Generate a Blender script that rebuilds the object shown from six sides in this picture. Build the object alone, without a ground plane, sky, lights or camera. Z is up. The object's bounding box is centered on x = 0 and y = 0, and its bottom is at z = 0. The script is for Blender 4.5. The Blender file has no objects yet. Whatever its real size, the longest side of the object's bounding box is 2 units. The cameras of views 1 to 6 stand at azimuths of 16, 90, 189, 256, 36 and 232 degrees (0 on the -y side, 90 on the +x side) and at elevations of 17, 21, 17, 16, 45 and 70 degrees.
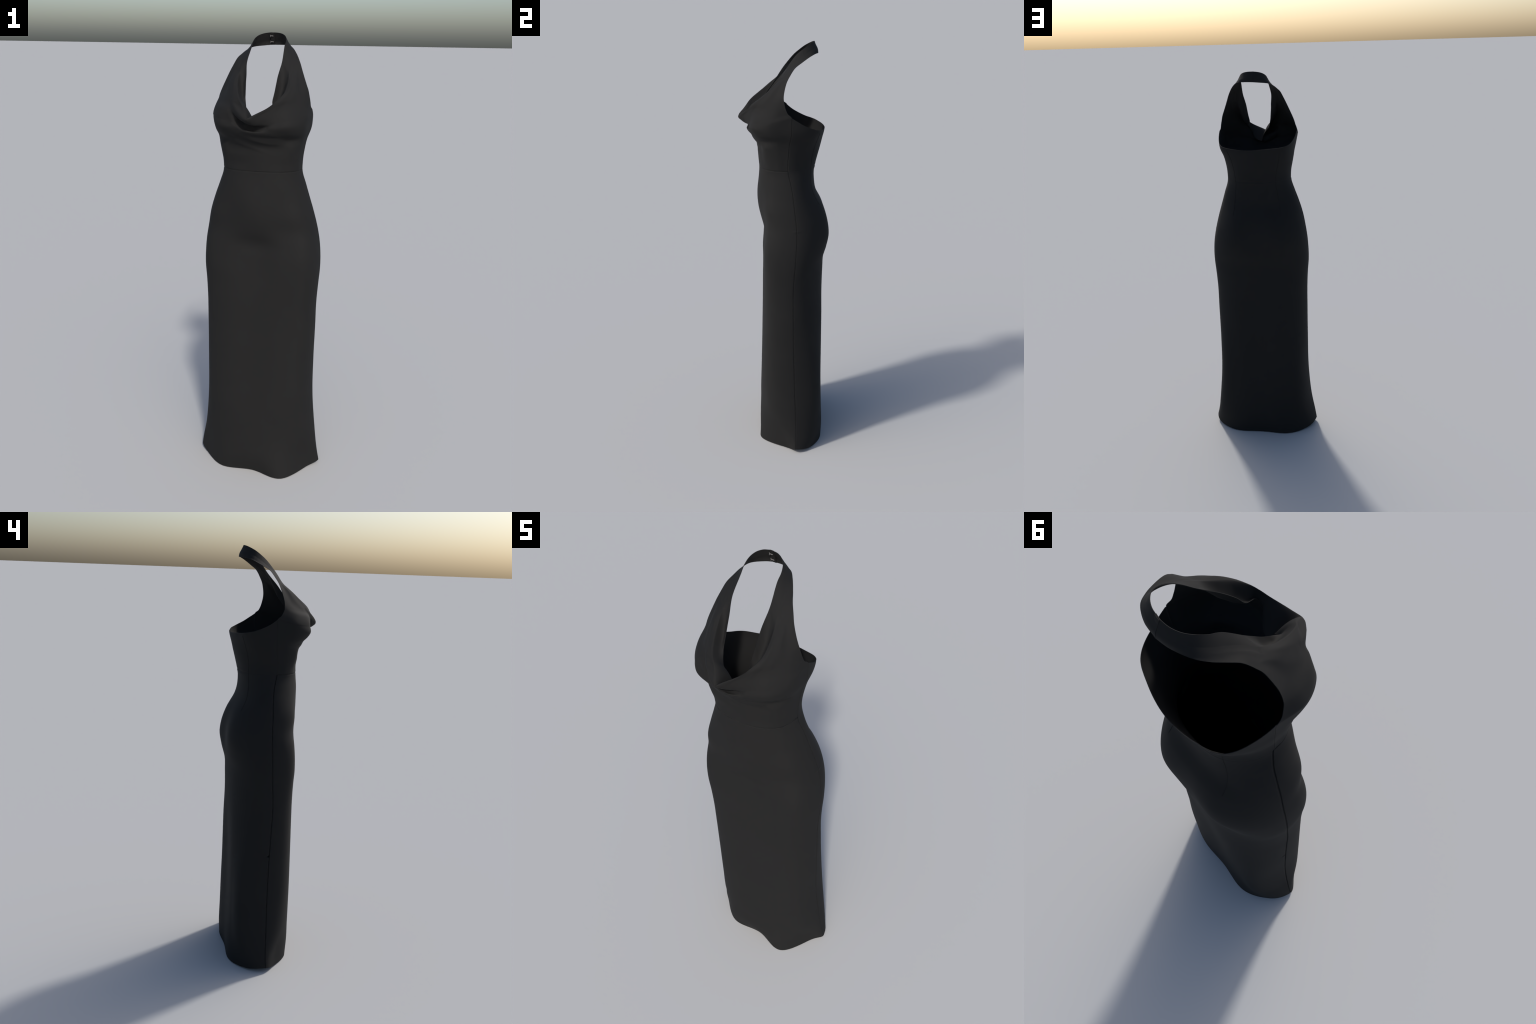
"""Long black halter-neck evening gown with a cowl neckline, standing empty as if worn.

The body is lofted through cross-sections (seam points plus front / back depths),
the bodice front is a spline patch hung between armhole, centre front and the
crest of the cowl, and the cowl facing is a second patch folded in behind it.
All panels get cloth thickness and meet at sunk seams.
"""
import bpy, math
import numpy as np
from mathutils import Vector

# ------------------------------------------------------------------ splines
def hermite_weights(knots, query):
    """Rows of weights: smooth interpolation through values at the knots."""
    k = np.asarray(knots, float)
    n = len(k)
    slope = np.zeros((n, n))
    for i in range(n):
        if i == 0:
            h = k[1] - k[0]; slope[0, 0] = -1 / h; slope[0, 1] = 1 / h
        elif i == n - 1:
            h = k[-1] - k[-2]; slope[i, i - 1] = -1 / h; slope[i, i] = 1 / h
        else:
            a = k[i] - k[i - 1]; b = k[i + 1] - k[i]
            slope[i, i - 1] = -b / (a * (a + b))
            slope[i, i + 1] = a / (b * (a + b))
            slope[i, i] = -(slope[i, i - 1] + slope[i, i + 1])
    w = np.zeros((len(query), n))
    for r, q in enumerate(query):
        i = int(min(max(np.searchsorted(k, q) - 1, 0), n - 2))
        h = k[i + 1] - k[i]
        t = (q - k[i]) / h
        if t > 1.0:
            w[r, i + 1] += 1; w[r] += (q - k[i + 1]) * slope[i + 1]; continue
        w[r, i] += 2 * t**3 - 3 * t**2 + 1
        w[r, i + 1] += -2 * t**3 + 3 * t**2
        w[r] += h * ((t**3 - 2 * t**2 + t) * slope[i] + (t**3 - t**2) * slope[i + 1])
    return w


def chord_knots(pts):
    p = np.asarray(pts, float)
    d = np.sqrt(np.linalg.norm(np.diff(p, axis=0), axis=1)) + 1e-6
    k = np.concatenate([[0], np.cumsum(d)])
    return k / k[-1]


def curve_through(pts, n):
    p = np.asarray(pts, float)
    k = chord_knots(p)
    dense = hermite_weights(k, np.linspace(0, 1, 400)) @ p
    s = np.concatenate([[0], np.cumsum(np.linalg.norm(np.diff(dense, axis=0), axis=1))])
    q = np.linspace(0, s[-1], n)
    return np.stack([np.interp(q, s, dense[:, i]) for i in range(3)], -1)


# ------------------------------------------------------------------ body sections
# Cross-sections of the gown in millimetres, floor to bust: height (m), x of the
# left and right side seam, y of the left and right seam, then how far the front
# stands off the seam line at 30/60/90/120/150 degrees, and the same for the back.
SECTIONS = [
    (0.00, -293, 297, 28, 45, 34, 171, 137, 139, 50, 73, 140, 144, 152, 84),
    (0.07, -285, 282, 31, 45, 57, 164, 164, 146, 56, 93, 144, 146, 147, 94),
    (0.18, -265, 267, 27, 45, 97, 154, 165, 147, 82, 103, 143, 145, 146, 118),
    (0.35, -250, 251, 25, 40, 108, 152, 155, 146, 95, 111, 144, 145, 148, 123),
    (0.55, -248, 249, 23, 35, 106, 144, 142, 140, 95, 101, 147, 148, 150, 111),
    (0.72, -248, 252, 18, 33, 104, 136, 134, 132, 91, 88, 147, 155, 152, 101),
    (0.84, -249, 253, 15, 32, 103, 133, 131, 127, 89, 84, 144, 161, 152, 98),
    (0.93, -254, 258, 21, 35, 109, 136, 131, 131, 97, 79, 141, 159, 147, 92),
    (1.00, -260, 262, 26, 40, 116, 141, 131, 137, 104, 79, 139, 158, 146, 92),
    (1.06, -259, 260, 28, 44, 120, 142, 131, 135, 106, 86, 153, 167, 159, 100),
    (1.12, -255, 253, 30, 48, 117, 140, 131, 134, 102, 89, 162, 165, 168, 105),
    (1.18, -247, 241, 31, 49, 108, 141, 153, 135, 92, 85, 155, 160, 162, 101),
    (1.25, -233, 224, 28, 42, 109, 145, 163, 136, 97, 74, 138, 148, 141, 87),
    (1.32, -212, 204, 24, 34, 96, 140, 159, 134, 87, 61, 109, 121, 111, 70),
    (1.38, -189, 187, 17, 25, 87, 133, 144, 130, 80, 57, 105, 120, 109, 64),
    (1.43, -171, 173, 4, 13, 79, 119, 128, 115, 70, 67, 119, 133, 123, 75),
    (1.48, -170, 173, -2, 10, 81, 115, 127, 108, 71, 69, 132, 150, 136, 79),
    (1.53, -180, 178, 6, 14, 94, 125, 137, 121, 88, 78, 138, 159, 142, 84),
    (1.57, -188, 185, 11, 17, 96, 127, 144, 122, 91, 95, 145, 165, 148, 100),
    (1.61, -193, 195, 14, 25, 83, 136, 152, 130, 74, 106, 151, 173, 158, 116),
]
LEVELS = np.array([s[0] for s in SECTIONS] + [1.69])
TABLE = np.array([s[1:] for s in SECTIONS] + [SECTIONS[-1][1:]]) / 1000.0
TABLE[-1, :4] = (-0.206, 0.205, 0.020, 0.028)       # underarm level
TABLE[-1, 9:14] -= (0.0, 0.006, 0.010, 0.006, 0.0)
TABLE[-2, 1] += 0.003
TABLE[-2, 9:14] -= (0.0, 0.002, 0.004, 0.002, 0.0)
STATIONS = np.linspace(0, math.pi, 7)
WAIST = 1.443
CLOTH = 0.0015


def section_params(z):
    return hermite_weights(LEVELS, np.atleast_1d(z)) @ TABLE


def body_points(z, t, front):
    """Points on the body for matching arrays z, t (t = 0 right seam, pi left seam)."""
    z = np.asarray(z, float).ravel(); t = np.asarray(t, float).ravel()
    uz, inv = np.unique(z, return_inverse=True)
    p = section_params(uz)[inv]
    ut, tinv = np.unique(t, return_inverse=True)
    w = hermite_weights(STATIONS, ut)[:, 1:6][tinv]
    depth = p[:, 4:9] if front else p[:, 9:14]
    d = (depth * w).sum(1)
    c = np.cos(t)
    x = (p[:, 0] + p[:, 1]) / 2 + (p[:, 1] - p[:, 0]) / 2 * c
    y = (p[:, 2] + p[:, 3]) / 2 + (p[:, 3] - p[:, 2]) / 2 * c + (-d if front else d)
    return np.stack([x, y, z], -1)


# ------------------------------------------------------------------ mesh helpers
def grid_faces(rows, cols, base=0, flip=False):
    f = []
    for i in range(rows - 1):
        for j in range(cols - 1):
            a = base + i * cols + j
            q = (a, a + 1, a + cols + 1, a + cols)
            f.append(q[::-1] if flip else q)
    return f


def vertex_normals(v, faces):
    f = np.asarray(faces)
    n = np.cross(v[f[:, 2]] - v[f[:, 0]], v[f[:, 3]] - v[f[:, 1]])
    out = np.zeros_like(v)
    for k in range(4):
        np.add.at(out, f[:, k], n)
    return out / (np.linalg.norm(out, axis=1, keepdims=True) + 1e-12)


def weld(v, faces, tol=2e-5):
    key = np.round(v / tol).astype(np.int64)
    _, first, inv = np.unique(key, axis=0, return_index=True, return_inverse=True)
    inv = inv.ravel()
    out = []
    for f in faces:
        g = []
        for i in f:
            j = int(inv[i])
            if j not in g:
                g.append(j)
        if len(g) > 2:
            out.append(g)
    return v[first], out, first


def cloth_object(name, verts, faces, material, parent, thickness=CLOTH, sharp=50):
    me = bpy.data.meshes.new(name)
    me.from_pydata([tuple(p) for p in verts], [], [tuple(f) for f in faces])
    me.validate()
    ob = bpy.data.objects.new(name, me)
    bpy.context.scene.collection.objects.link(ob)
    if thickness:
        m = ob.modifiers.new("cloth", 'SOLIDIFY')
        m.thickness = thickness; m.offset = -1.0; m.use_even_offset = False
        dg = bpy.context.evaluated_depsgraph_get()
        solid = bpy.data.meshes.new_from_object(ob.evaluated_get(dg))
        ob.modifiers.clear()
        ob.data = solid
        bpy.data.meshes.remove(me)
        me = solid
        me.name = name
    me.polygons.foreach_set("use_smooth", [True] * len(me.polygons))
    me.set_sharp_from_angle(angle=math.radians(sharp))
    me.materials.clear()
    me.materials.append(material)
    ob.parent = parent
    return ob


def tube_object(name, paths, radius, material, parent, sides=8):
    """Round-section beads along one or more 3D paths, joined in one mesh."""
    V, F = [], []
    for path in paths:
        p = np.asarray(path, float)
        n = len(p)
        tan = np.gradient(p, axis=0)
        tan /= np.linalg.norm(tan, axis=1, keepdims=True) + 1e-12
        ref = np.array([0.31, 0.87, 0.38])
        a = np.cross(tan, ref); a /= np.linalg.norm(a, axis=1, keepdims=True)
        b = np.cross(tan, a)
        base = len(V)
        for i in range(n):
            for k in range(sides):
                th = 2 * math.pi * k / sides
                V.append(p[i] + radius * (math.cos(th) * a[i] + math.sin(th) * b[i]))
        for i in range(n - 1):
            for k in range(sides):
                k2 = (k + 1) % sides
                F.append((base + i * sides + k, base + i * sides + k2,
                          base + (i + 1) * sides + k2, base + (i + 1) * sides + k))
        F.append(tuple(base + k for k in range(sides))[::-1])
        F.append(tuple(base + (n - 1) * sides + k for k in range(sides)))
    return cloth_object(name, np.array(V), F, material, parent, thickness=0)


def spaced(a, b, n, fine=()):
    """n even steps from a to b plus extra values clustered at given places."""
    base = list(np.linspace(a, b, n))
    for c, width, k in fine:
        base += [q for q in np.linspace(c - width, c + width, k) if a <= q <= b]
    base = np.unique(np.round(base, 5))
    keep = [base[0]]
    for q in base[1:]:
        if q - keep[-1] > 6e-4:
            keep.append(q)
    keep[-1] = b
    return np.array(keep)


# ------------------------------------------------------------------ materials
def fabric_material(name, colour, rough=0.85, sheen=0.0):
    m = bpy.data.materials.new(name)
    m.use_nodes = True
    nt = m.node_tree
    b = nt.nodes["Principled BSDF"]
    b.inputs["Roughness"].default_value = rough
    b.inputs["Specular IOR Level"].default_value = FABRIC_SPEC
    b.inputs["Sheen Weight"].default_value = sheen
    b.inputs["Sheen Roughness"].default_value = 0.5
    tc = nt.nodes.new("ShaderNodeTexCoord")
    # slight unevenness of the dye
    cloud = nt.nodes.new("ShaderNodeTexNoise")
    cloud.inputs["Scale"].default_value = 5.0
    cloud.inputs["Detail"].default_value = 3.0
    ramp = nt.nodes.new("ShaderNodeValToRGB")
    ramp.color_ramp.elements[0].position = 0.3
    ramp.color_ramp.elements[1].position = 0.7
    ramp.color_ramp.elements[0].color = tuple(c * 0.96 for c in colour) + (1,)
    ramp.color_ramp.elements[1].color = tuple(c * 1.04 for c in colour) + (1,)
    nt.links.new(tc.outputs["Object"], cloud.inputs["Vector"])
    nt.links.new(cloud.outputs["Fac"], ramp.inputs["Fac"])
    nt.links.new(ramp.outputs["Color"], b.inputs["Base Color"])
    # fine crepe grain
    grain = nt.nodes.new("ShaderNodeTexNoise")
    grain.inputs["Scale"].default_value = 900.0
    grain.inputs["Detail"].default_value = 2.0
    bump = nt.nodes.new("ShaderNodeBump")
    bump.inputs["Strength"].default_value = 0.05
    bump.inputs["Distance"].default_value = 0.0004
    nt.links.new(tc.outputs["Object"], grain.inputs["Vector"])
    nt.links.new(grain.outputs["Fac"], bump.inputs["Height"])
    nt.links.new(bump.outputs["Normal"], b.inputs["Normal"])
    return m


def metal_material(name):
    m = bpy.data.materials.new(name)
    m.use_nodes = True
    nt = m.node_tree
    b = nt.nodes["Principled BSDF"]
    b.inputs["Metallic"].default_value = 0.3
    b.inputs["Roughness"].default_value = 0.45
    n = nt.nodes.new("ShaderNodeTexNoise")
    n.inputs["Scale"].default_value = 300.0
    r = nt.nodes.new("ShaderNodeValToRGB")
    r.color_ramp.elements[0].color = (0.13, 0.125, 0.12, 1)
    r.color_ramp.elements[1].color = (0.19, 0.185, 0.18, 1)
    nt.links.new(n.outputs["Fac"], r.inputs["Fac"])
    nt.links.new(r.outputs["Color"], b.inputs["Base Color"])
    return m


FABRIC_SPEC = 0.25
CREPE = fabric_material("black_crepe", (0.0093, 0.0093, 0.0093))
SEAM = fabric_material("seam_thread", (0.0085, 0.0085, 0.0085))
STEEL = metal_material("hook_steel")

gown = bpy.data.objects.new("evening_gown", None)
bpy.context.scene.collection.objects.link(gown)
gown["label"] = "long fitted black halter gown with draped cowl neckline and open back"
gown["category"] = "dress"


# ------------------------------------------------------------------ skirt
def bell(x, width):
    return np.exp(-(x / width) ** 2)


def skirt_panel(name, front):
    t = spaced(0, math.pi, 110, [(0.0, 0.05, 25), (math.pi, 0.05, 25)])
    z = spaced(0.0, WAIST - 0.0001, 210, [(WAIST, 0.012, 17), (0.593, 0.012, 17), (1.18, 0.02, 17)])
    nz, nt_ = len(z), len(t)
    tt = np.tile(t, (nz, 1))
    zz = np.tile(z[:, None], (1, nt_))
    # the hem lifts a little towards the two side seams
    lift = 0.022 * (bell(t, 0.50) + bell(t - math.pi, 0.50))
    zz = zz + lift[None, :] * np.clip(1 - zz / 0.25, 0, 1)
    p = body_points(zz, tt, front)
    faces = grid_faces(nz, nt_, flip=front)
    n = vertex_normals(p, faces)
    # distances (m) from the side seams and the waist seam
    g = p.reshape(nz, nt_, 3)
    arc = np.concatenate([np.zeros((nz, 1)), np.cumsum(np.linalg.norm(np.diff(g, axis=1), axis=2), 1)], 1)
    d_right = arc.ravel(); d_left = (arc[:, -1:] - arc).ravel()
    zf = zz.ravel()
    push = np.zeros(len(p))
    if front:
        # front panel lies over the back on the left, its raw edge rolled in
        push -= 0.0045 * bell(d_left, 0.0006) + 0.0020 * bell(d_right, 0.0006)
    else:
        push -= 0.0034 * bell(d_left, 0.0040) + 0.0012 * bell(d_right, 0.0024)
    push -= (0.0014 if front else 0.0003) * bell(zf - WAIST, 0.0028)
    push += 0.0016 * bell(zf - 1.177, 0.005) * bell(d_right, 0.018)
    if not front:
        # top of the closed slit: a small pulled-in notch beside the left seam
        push -= 0.009 * bell(zf - 0.593, 0.0035) * bell(d_left, 0.011)
        # pucker under the back waist
        push += 0.0030 * bell(zf - 1.435, 0.006) * bell(p[:, 0], 0.06)
    # the hem corners at the side seams stand out in a point
    push += 0.005 * (np.exp(-d_right / 0.012) + np.exp(-d_left / 0.012)) * np.clip(1 - zf / 0.22, 0, 1) ** 1.5
    p = p + n * push[:, None]
    return cloth_object(name, p, faces, CREPE, gown)


skirt_panel("skirt_front", True)
skirt_panel("skirt_back", False)


# ------------------------------------------------------------------ bodice back
# height of the back's top edge, right side seam round to the left side seam
BACK_EDGE = [(0, 1.690), (8, 1.671), (15, 1.654), (22, 1.642), (30, 1.632), (40, 1.626), (50, 1.622), (60, 1.619),
             (75, 1.616), (90, 1.616), (105, 1.6185), (120, 1.6215), (130, 1.623), (140, 1.626), (150, 1.631),
             (158, 1.638), (165, 1.650), (172, 1.666), (180, 1.690)]


def back_top(t):
    deg = np.array([e[0] for e in BACK_EDGE]); z = np.array([e[1] for e in BACK_EDGE])
    return hermite_weights(np.radians(deg), t) @ z


def bodice_back():
    t = spaced(0, math.pi, 110, [(0.0, 0.05, 25), (math.pi, 0.05, 25)])
    v = np.unique(np.concatenate([np.linspace(0, 1, 55), np.linspace(0, 0.04, 10), np.linspace(0.96, 1, 8)]))
    top = back_top(t)
    zz = (WAIST + 0.0001) + v[:, None] * (top - WAIST - 0.0001)[None, :]
    tt = np.tile(t, (len(v), 1))
    p = body_points(zz, tt, False)
    faces = grid_faces(len(v), len(t))
    n = vertex_normals(p, faces)
    g = p.reshape(len(v), len(t), 3)
    arc = np.concatenate([np.zeros((len(v), 1)), np.cumsum(np.linalg.norm(np.diff(g, axis=1), axis=2), 1)], 1)
    d_right = arc.ravel(); d_left = (arc[:, -1:] - arc).ravel()
    zf = zz.ravel()
    push = -0.0018 * bell(d_right, 0.0028) - 0.0006 * bell(d_left, 0.0028) - 0.0003 * bell(zf - WAIST, 0.0030)
    push += 0.0016 * bell(zf - 1.452, 0.007) * bell(p[:, 0], 0.06)
    p = p + n * push[:, None]
    return cloth_object("bodice_back", p, faces, CREPE, gown)


bodice_back()

# thin bead that draws the faint paler line along the right side seam of the skirt
bead_z = np.linspace(0.03, WAIST - 0.002, 160)
tube_object("seam_line_bead", [body_points(bead_z, np.zeros(160), True) + np.array([0.0000, 0, 0])], 0.0008, CREPE, gown, sides=6)

# back darts: one each side, from the top edge through the waist to the hips
dart_paths = []
for side in (1, -1):
    zs = np.linspace(1.612, 1.27, 60)
    frac = np.interp(zs, [1.27, 1.44, 1.61], [0.56, 0.62, 0.70])
    tt = np.arccos(np.clip(side * frac, -1, 1))
    dart_paths.append(body_points(zs, tt, False) + np.array([0, 0.0003, 0]))
tube_object("dart_seam", dart_paths, 0.0008, SEAM, gown, sides=6)


# ------------------------------------------------------------------ bodice front
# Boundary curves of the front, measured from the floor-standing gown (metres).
ARMHOLE_RIGHT = [(0.204, 0.028, 1.690), (0.203, 0.012, 1.706), (0.200, 0.003, 1.724), (0.197, -0.003, 1.746),
                 (0.192, -0.007, 1.772), (0.181, -0.004, 1.800), (0.165, 0.007, 1.838), (0.149, 0.027, 1.873),
                 (0.135, 0.046, 1.897), (0.119, 0.074, 1.916), (0.096, 0.109, 1.937), (0.074, 0.134, 1.948),
                 (0.034, 0.152, 1.950), (-0.010, 0.155, 1.949)]
ARMHOLE_LEFT = [(-0.208, 0.020, 1.690), (-0.205, 0.003, 1.706), (-0.196, -0.010, 1.727), (-0.190, -0.014, 1.745),
                (-0.182, -0.014, 1.765), (-0.172, -0.010, 1.789), (-0.152, 0.005, 1.838), (-0.140, 0.023, 1.869),
                (-0.129, 0.044, 1.896), (-0.118, 0.070, 1.912), (-0.106, 0.097, 1.927), (-0.086, 0.123, 1.940),
                (-0.041, 0.147, 1.946), (-0.010, 0.155, 1.949)]
# crest of the cowl from the centre tip up into the strap
CREST_RIGHT = [(-0.012, -0.212, 1.666), (0.024, -0.190, 1.684), (0.060, -0.173, 1.709), (0.092, -0.148, 1.738),
               (0.113, -0.113, 1.765), (0.116, -0.070, 1.799), (0.112, -0.025, 1.842), (0.104, 0.022, 1.892)]
CREST_LEFT = [(-0.012, -0.212, 1.666), (-0.026, -0.193, 1.696), (-0.038, -0.179, 1.714), (-0.060, -0.156, 1.741),
              (-0.080, -0.115, 1.772), (-0.092, -0.070, 1.803), (-0.099, -0.022, 1.845), (-0.102, 0.020, 1.889)]
# free neckline edge from the back of the neck down the strap and into the cowl
NECK_RIGHT = [(-0.010, 0.137, 2.000), (0.022, 0.133, 1.999), (0.046, 0.121, 1.994), (0.063, 0.104, 1.984),
              (0.072, 0.080, 1.968), (0.072, 0.052, 1.946), (0.074, 0.003, 1.882), (0.071, -0.048, 1.825),
              (0.070, -0.088, 1.769), (0.067, -0.110, 1.733), (0.078, -0.148, 1.702), (0.069, -0.160, 1.672),
              (0.052, -0.144, 1.645), (0.030, -0.130, 1.628), (0.007, -0.128, 1.621)]
NECK_LEFT = [(-0.010, 0.137, 2.000), (-0.034, 0.132, 1.997), (-0.054, 0.119, 1.990), (-0.067, 0.098, 1.978),
             (-0.072, 0.073, 1.960), (-0.070, 0.046, 1.938), (-0.074, -0.004, 1.879), (-0.066, -0.039, 1.828),
             (-0.061, -0.062, 1.796), (-0.046, -0.111, 1.734), (-0.031, -0.134, 1.690), (-0.018, -0.135, 1.676),
             (-0.006, -0.136, 1.660), (0.003, -0.133, 1.637), (0.007, -0.128, 1.621)]

# Rows across the bust, outer edge to centre / crest (right side; left is mirrored
# and pulled to its own boundary).  Lower rows come straight from the body sections.
COLUMN_T = np.radians([0, 17, 36, 57, 74, 90])
BUST_RIGHT = [
    [(0.190, 0.019, 1.580), (0.181, -0.045, 1.578), (0.145, -0.092, 1.577), (0.096, -0.128, 1.578), (0.048, -0.143, 1.579), (0.002, -0.150, 1.580)],
    [(0.195, 0.025, 1.620), (0.187, -0.066, 1.612), (0.150, -0.122, 1.606), (0.098, -0.150, 1.607), (0.048, -0.166, 1.610), (0.000, -0.176, 1.613)],
    [(0.199, 0.027, 1.655), (0.191, -0.072, 1.641), (0.150, -0.139, 1.634), (0.092, -0.163, 1.628), (0.042, -0.168, 1.626), (-0.002, -0.165, 1.624)],
    [(0.205, 0.028, 1.690), (0.195, -0.066, 1.666), (0.148, -0.136, 1.659), (0.090, -0.160, 1.650), (0.040, -0.174, 1.641), (-0.005, -0.186, 1.635)],
    [(0.201, 0.012, 1.706), (0.189, -0.064, 1.687), (0.146, -0.130, 1.678), (0.090, -0.158, 1.670), (0.042, -0.180, 1.660), (-0.009, -0.201, 1.650)],
    [(0.200, 0.003, 1.724), (0.184, -0.060, 1.708), (0.142, -0.122, 1.698), (0.088, -0.156, 1.689), (0.040, -0.183, 1.678), (-0.012, -0.212, 1.666)],
    [(0.197, -0.003, 1.746), (0.178, -0.057, 1.732), (0.143, -0.111, 1.720), (0.106, -0.142, 1.713), (0.081, -0.159, 1.709), (0.060, -0.173, 1.709)],
    [(0.192, -0.007, 1.772), (0.172, -0.049, 1.758), (0.150, -0.094, 1.746), (0.127, -0.123, 1.739), (0.110, -0.139, 1.737), (0.092, -0.148, 1.738)],
    [(0.181, -0.004, 1.800), (0.165, -0.036, 1.785), (0.153, -0.069, 1.775), (0.139, -0.093, 1.768), (0.127, -0.108, 1.766), (0.113, -0.113, 1.765)],
    [(0.165, 0.007, 1.838), (0.154, -0.019, 1.818), (0.147, -0.043, 1.809), (0.138, -0.060, 1.803), (0.129, -0.070, 1.801), (0.116, -0.070, 1.799)],
    [(0.149, 0.027, 1.873), (0.142, 0.009, 1.859), (0.134, -0.004, 1.850), (0.126, -0.014, 1.845), (0.119, -0.020, 1.842), (0.112, -0.025, 1.842)],
]
STRAP_ROWS = 40
JOINED_ROWS = 10          # rows below the cowl's tip run right across the front


def mirror(p):
    return np.asarray(p, float) * np.array([-1, 1, 1])


def bust_rows(side):
    """Control rows (rows x 6 x 3) of one half of the front, waist to start of strap."""
    rows = []
    for z in (WAIST + 0.0001, 1.475, 1.510, 1.545):
        t = COLUMN_T if side > 0 else math.pi - COLUMN_T
        rows.append(body_points(np.full(6, z), t, True))
    arm = ARMHOLE_LEFT
    crest = CREST_LEFT
    for k, row in enumerate(BUST_RIGHT):
        row = np.asarray(row, float)
        if side > 0:
            if k < 3:
                row = row + np.linspace(1, 0, 6)[:, None] * (body_points([row[0][2]], [0.0], True)[0] - row[0])
            rows.append(row); continue
        m = mirror(row)
        if k < 3:
            outer = body_points([row[0][2]], [math.pi], True)[0]
        else:
            outer = np.asarray(arm[k - 3], float)
        inner = row[5] if k < 6 else np.asarray(crest[k - 4], float)
        u = np.linspace(0, 1, 6)[:, None]
        m = m + (1 - u) * (outer - m[0]) + u * (inner - m[5])
        rows.append(m)
    return np.array(rows)


def surface(net, other, joined, nu, nv, row_knots):
    """Smooth surface through a control net (rows x cols x 3).  The first `joined`
    rows run on across the centre front into the other half's net."""
    ck = np.linspace(0, 1, net.shape[1])
    half = hermite_weights(ck, nu)
    full = hermite_weights(np.linspace(0, 2, 2 * net.shape[1] - 1), nu)
    curves = []
    for r in range(len(net)):
        if r < joined:
            curves.append(full @ np.concatenate([net[r], other[r][:-1][::-1]]))
        else:
            curves.append(half @ net[r])
    return np.einsum('ai,ibk->abk', hermite_weights(row_knots, nv), np.array(curves))


U = np.concatenate([np.linspace(0, 0.03, 8), np.linspace(0.03, 1, 59)[1:]])
FACING_U = np.linspace(0, 1, 30) ** 1.3

# sagging folds of the cowl: path, depth (negative = sunk), half width
FOLDS = [
    # pocket under the roll, deep on the left, and the roll standing over it
    ([(0.052, -0.170, 1.629), (0.018, -0.172, 1.625), (-0.007, -0.174, 1.629), (-0.036, -0.173, 1.637), (-0.066, -0.163, 1.654), (-0.086, -0.148, 1.680), (-0.103, -0.126, 1.706)],
     [-0.003, -0.008, -0.018, -0.027, -0.027, -0.015, 0.0], 0.011),
    ([(0.012, -0.200, 1.658), (-0.021, -0.192, 1.669), (-0.052, -0.170, 1.689), (-0.079, -0.150, 1.712), (-0.101, -0.125, 1.739)],
     [0.0, 0.006, 0.011, 0.008, 0.0], 0.012),
    ([(0.010, -0.176, 1.617), (-0.024, -0.173, 1.617), (-0.059, -0.165, 1.629), (-0.080, -0.158, 1.650)],
     [0.0, 0.004, 0.004, 0.0], 0.009),
    ([(0.000, -0.175, 1.624), (0.030, -0.175, 1.627), (0.060, -0.168, 1.634), (0.090, -0.158, 1.648)],
     [-0.003, -0.006, -0.004, 0.0], 0.007),
    # slack creases fanning out from the left end of the cowl across the midriff
    ([(-0.060, -0.155, 1.597), (0.000, -0.146, 1.577), (0.060, -0.130, 1.563), (0.120, -0.100, 1.562)],
     [0.0, 0.0032, 0.0028, 0.0], 0.008),
    ([(-0.040, -0.160, 1.604), (0.020, -0.155, 1.593), (0.080, -0.140, 1.586), (0.130, -0.115, 1.590)],
     [0.0, -0.0022, -0.0022, 0.0], 0.007),
    ([(-0.110, -0.115, 1.577), (-0.050, -0.136, 1.556), (0.010, -0.132, 1.537), (0.070, -0.120, 1.520)],
     [0.0, 0.0028, 0.0026, 0.0], 0.009),
    ([(-0.150, -0.110, 1.604), (-0.100, -0.140, 1.590), (-0.040, -0.142, 1.572)],
     [0.0, -0.0022, 0.0], 0.009),
]


def fold_push(p):
    push = np.zeros(len(p))
    for path, depth, width in FOLDS:
        c = curve_through(path, 60)
        k = chord_knots(path)
        d = np.interp(np.linspace(0, 1, 60), k, depth)
        dist = np.linalg.norm((p[:, None, :] - c[None]) * np.array([1, 0.4, 1]), axis=2)
        i = dist.argmin(1)
        push += d[i] * bell(dist[np.arange(len(p)), i], width)
    return push


def split_curve(pts, index, n_before, n_after):
    """One smooth curve cut at a control point, each part evenly spaced."""
    p = np.asarray(pts, float)
    k = chord_knots(p)
    parts = []
    for a, b, n in ((0.0, k[index], n_before), (k[index], 1.0, n_after)):
        dense = hermite_weights(k, np.linspace(a, b, 400)) @ p
        s = np.concatenate([[0], np.cumsum(np.linalg.norm(np.diff(dense, axis=0), axis=1))])
        q = np.linspace(0, s[-1], n)
        parts.append(np.stack([np.interp(q, s, dense[:, i]) for i in range(3)], -1))
    return parts


def strap_net(side):
    """Outer half-width of the strap: rows from the bust to the back of the neck."""
    arm = ARMHOLE_RIGHT if side > 0 else ARMHOLE_LEFT
    neck = NECK_RIGHT if side > 0 else NECK_LEFT
    o = split_curve(arm, 7, 20, STRAP_ROWS)[1]
    i = split_curve(neck, 6, STRAP_ROWS, 20)[0][::-1]
    return o, i


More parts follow.
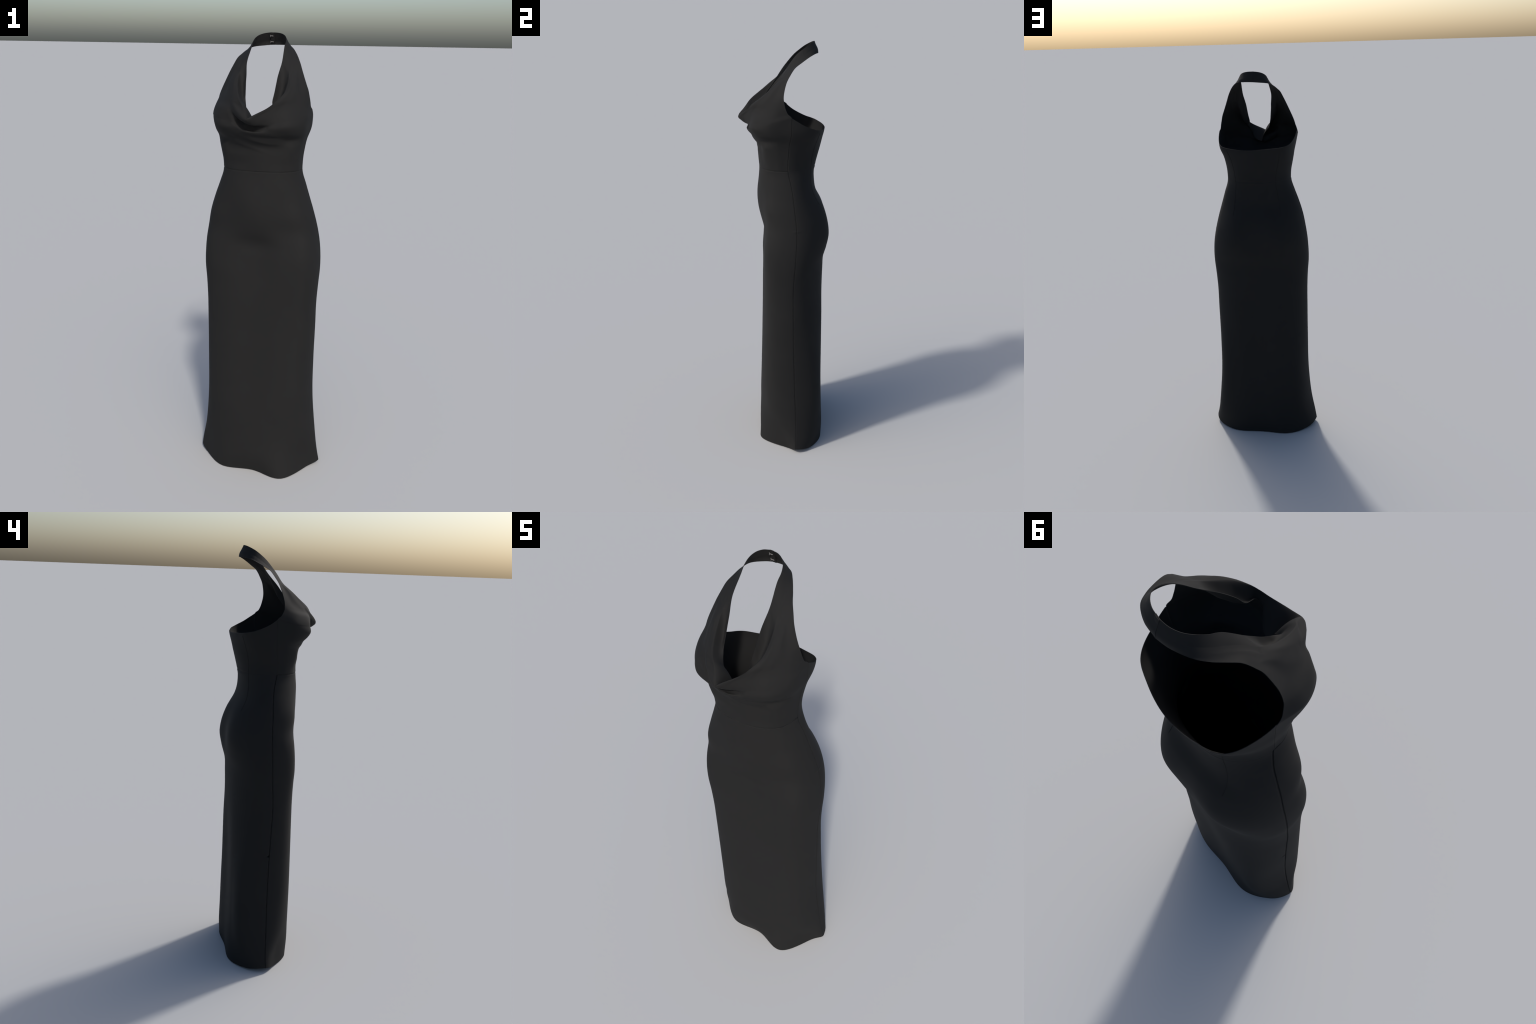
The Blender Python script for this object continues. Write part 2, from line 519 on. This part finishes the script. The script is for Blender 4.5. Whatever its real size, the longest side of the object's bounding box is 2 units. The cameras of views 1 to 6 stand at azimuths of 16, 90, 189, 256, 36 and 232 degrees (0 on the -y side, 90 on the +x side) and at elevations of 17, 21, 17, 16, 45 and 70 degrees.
def front_half(side):
    net = bust_rows(side)
    other = bust_rows(-side)
    knots = chord_knots(0.5 * (net[:, 2:].mean(1) + mirror(other[:, 2:].mean(1))))
    v = np.unique(np.concatenate([np.linspace(0, 1, 150), np.linspace(0, 0.03, 10)]))
    gap = np.abs(v[:, None] - knots[None]).min(1)
    v = np.sort(np.concatenate([v[gap > 0.0022], knots]))
    bust = surface(net, other, JOINED_ROWS, U, v, knots)
    # below the armhole the outer edge is exactly the side seam
    seam_t = 0.0 if side > 0 else math.pi
    low = bust[:, 0, 2] <= 1.690
    fix = np.zeros((len(v), 3))
    fix[low] = body_points(bust[low, 0, 2], np.full(low.sum(), seam_t), True) - bust[low, 0]
    bust += fix[:, None, :] * ((1 - U) ** 2)[None, :, None]
    # strap: outer part U runs from armhole to mid strap, facing from mid strap to neck edge
    o, i = strap_net(side)
    crest = np.asarray(CREST_RIGHT if side > 0 else CREST_LEFT)
    start_c = bust[-1, -1]
    w = np.linspace(0, 1, STRAP_ROWS)
    tan = np.gradient(o * 0.5 + i * 0.5, axis=0)
    across = i - o
    nrm = np.cross(across, tan); nrm /= np.linalg.norm(nrm, axis=1, keepdims=True)
    centre = np.array([0, 0.05, 1.9])
    mid = o * 0.5 + i * 0.5
    sgn = np.sign(((mid - centre) * nrm).sum(1)); sgn[sgn == 0] = 1
    if side > 0:
        pass
    nrm = nrm * np.sign(sgn.sum())
    # the crest line slides to the middle of the strap
    offset = start_c - mid[0]
    fade = (1 - w) ** 2
    crest_line = mid + nrm * 0.0035 + fade[:, None] * (offset - nrm[0] * 0.0035)
    first = bust[-1]
    s_out = []
    for r in range(STRAP_ROWS):
        a, b = o[r], crest_line[r]
        line = a[None] + U[:, None] * (b - a)[None] + nrm[r][None] * (0.0025 * np.sin(math.pi * U) * w[r] ** 0.5)[:, None]
        base = first - (first[0][None] + U[:, None] * (first[-1] - first[0])[None])
        s_out.append(line + base * (1 - w[r]) ** 2)
    s_out = np.array(s_out)
    outer = np.concatenate([bust, s_out[1:]], 0)
    # which rows carry the crest (from the centre tip upwards)
    tip_v = knots[JOINED_ROWS - 1]
    tip_row = int(np.argmin(np.abs(v - tip_v)))
    return outer, tip_row, nrm


def facing_half(side, outer, tip_row):
    """Turned-in strip from the crest to the free neck edge (rows follow the crest)."""
    crest = outer[tip_row:, -1]
    neck = np.asarray(NECK_RIGHT if side > 0 else NECK_LEFT)
    n_strap = STRAP_ROWS
    low = len(crest) - n_strap + 1
    upper, lower = [part[::-1] for part in split_curve(neck, 6, n_strap, low)]
    edge = np.concatenate([lower[:-1], upper], 0)
    L = len(crest)
    s = np.linspace(0, 1, low)
    # how far the strip hangs below the straight line crest -> edge
    sag = np.zeros(L)
    sag[:low] = np.interp(s, [0, 0.10, 0.22, 0.35, 0.6, 0.8, 1.0], [-0.014, -0.007, 0.010, 0.027, 0.038, 0.028, 0.0] if side > 0 else [-0.014, -0.012, -0.002, 0.010, 0.022, 0.018, 0.0])
    rows = []
    for r in range(L):
        a, b = crest[r], edge[r]
        # leave the crest level, then turn down: a soft roll instead of a sharp edge
        roll = float(np.clip(min(r / 25.0, (low - r) / 25.0), 0, 1))
        across = FACING_U ** (1 - 0.35 * roll)
        down = FACING_U ** (1 + 0.9 * roll)
        line = a[None] + np.stack([across, across, down], 1) * (b - a)[None]
        line = line + np.array([0, 0.15, -1.0])[None] * (sag[r] * np.sin(math.pi * FACING_U ** 0.8))[:, None]
        rows.append(line)
    return np.array(rows)


def bodice_front():
    V, F = [], []
    crest_pts = []
    outer_flag = []
    base = 0
    for side in (1, -1):
        outer, tip_row, nrm = front_half(side)
        facing = facing_half(side, outer, tip_row)
        nr, nc = outer.shape[:2]
        V.append(outer.reshape(-1, 3))
        F += grid_faces(nr, nc, base, flip=side > 0)
        base += nr * nc
        outer_flag.append(np.ones(nr * nc, bool))
        nr2, nc2 = facing.shape[:2]
        V.append(facing.reshape(-1, 3))
        F += grid_faces(nr2, nc2, base, flip=side > 0)
        base += nr2 * nc2
        outer_flag.append(np.zeros(nr2 * nc2, bool))
        crest_pts.append(outer[tip_row:-STRAP_ROWS // 2, -1])
    V = np.concatenate(V)
    v, f, first = weld(V, F)
    is_outer = np.concatenate(outer_flag)[first]
    quads = [q if len(q) == 4 else q + [q[-1]] for q in f]
    # round the crest and the centre front where the patches meet
    crest = np.concatenate(crest_pts + [curve_through([(-0.009, -0.20, 1.65), (-0.012, -0.212, 1.666)], 60)])
    near = np.array([np.min(np.sum((crest - p) ** 2, 1)) for p in v]) < 0.012 ** 2
    e = set()
    count = {}
    for q in f:
        for a, b in zip(q, q[1:] + q[:1]):
            k = (min(a, b), max(a, b)); count[k] = count.get(k, 0) + 1
    border = np.zeros(len(v), bool)
    ea = np.array(list(count.keys())); cnt = np.array(list(count.values()))
    border[ea[cnt == 1].ravel()] = True
    move = near & ~border
    for _ in range(5):
        acc = np.zeros_like(v); num = np.zeros(len(v))
        np.add.at(acc, ea[:, 0], v[ea[:, 1]]); np.add.at(acc, ea[:, 1], v[ea[:, 0]])
        np.add.at(num, ea[:, 0], 1); np.add.at(num, ea[:, 1], 1)
        avg = acc / num[:, None]
        v[move] = 0.5 * v[move] + 0.5 * avg[move]
    n = vertex_normals(v, quads)
    push = fold_push(v) * is_outer
    # sunk seams at the waist and the sides
    push -= 0.0013 * bell(v[:, 2] - WAIST, 0.0026)
    v = v + n * push[:, None]
    return cloth_object("bodice_front", v, f, CREPE, gown, sharp=70)


bodice_front()


# ------------------------------------------------------------------ neck closure
def closure():
    # overlapping tab at the back of the neck
    top = np.array([-0.010, 0.137, 2.000]); low = np.array([-0.010, 0.155, 1.949])
    V = []; cols = 9; rows = 9
    for i in range(rows):
        for j in range(cols):
            s = i / (rows - 1); u = (j / (cols - 1) - 0.5) * 2
            p = low + (top - low) * (0.03 + 0.955 * s)
            V.append(p + np.array([0.0075 + 0.0085 * u, 0.0012 - 0.0004 * u * u - 0.0009 * u, 0.0004]))
    return cloth_object("closure_tab", np.array(V), grid_faces(rows, cols, flip=True), CREPE, gown, thickness=0.0044)


tab = closure()


def hook(z, y, parent):
    """A small dress hook: two splayed feet and a bar, bent wire."""
    r = 0.0012
    x0, x1 = -0.0125, -0.0005
    yy = y - 0.0052
    bar = [(x0, yy, z), (-0.007, yy - 0.0008, z), (x1, yy - 0.0012, z - 0.0002), (x1 + 0.001, yy, z)]
    foot_a = [(x0 + 0.001, yy, z), (x0, yy, z + 0.0025), (x0 - 0.0005, yy, z + 0.0045)]
    foot_b = [(x0 + 0.001, yy, z), (x0, yy, z - 0.0025), (x0 - 0.0005, yy, z - 0.0045)]
    bar2 = [(x0, yy, z + 0.0012), (-0.007, yy - 0.0008, z + 0.0012), (x1, yy - 0.0008, z + 0.0008)]
    return tube_object("hook", [bar, bar2, foot_a, foot_b], r, STEEL, parent, sides=8)


hook(1.985, 0.1423, gown)
hook(1.961, 0.1508, gown)
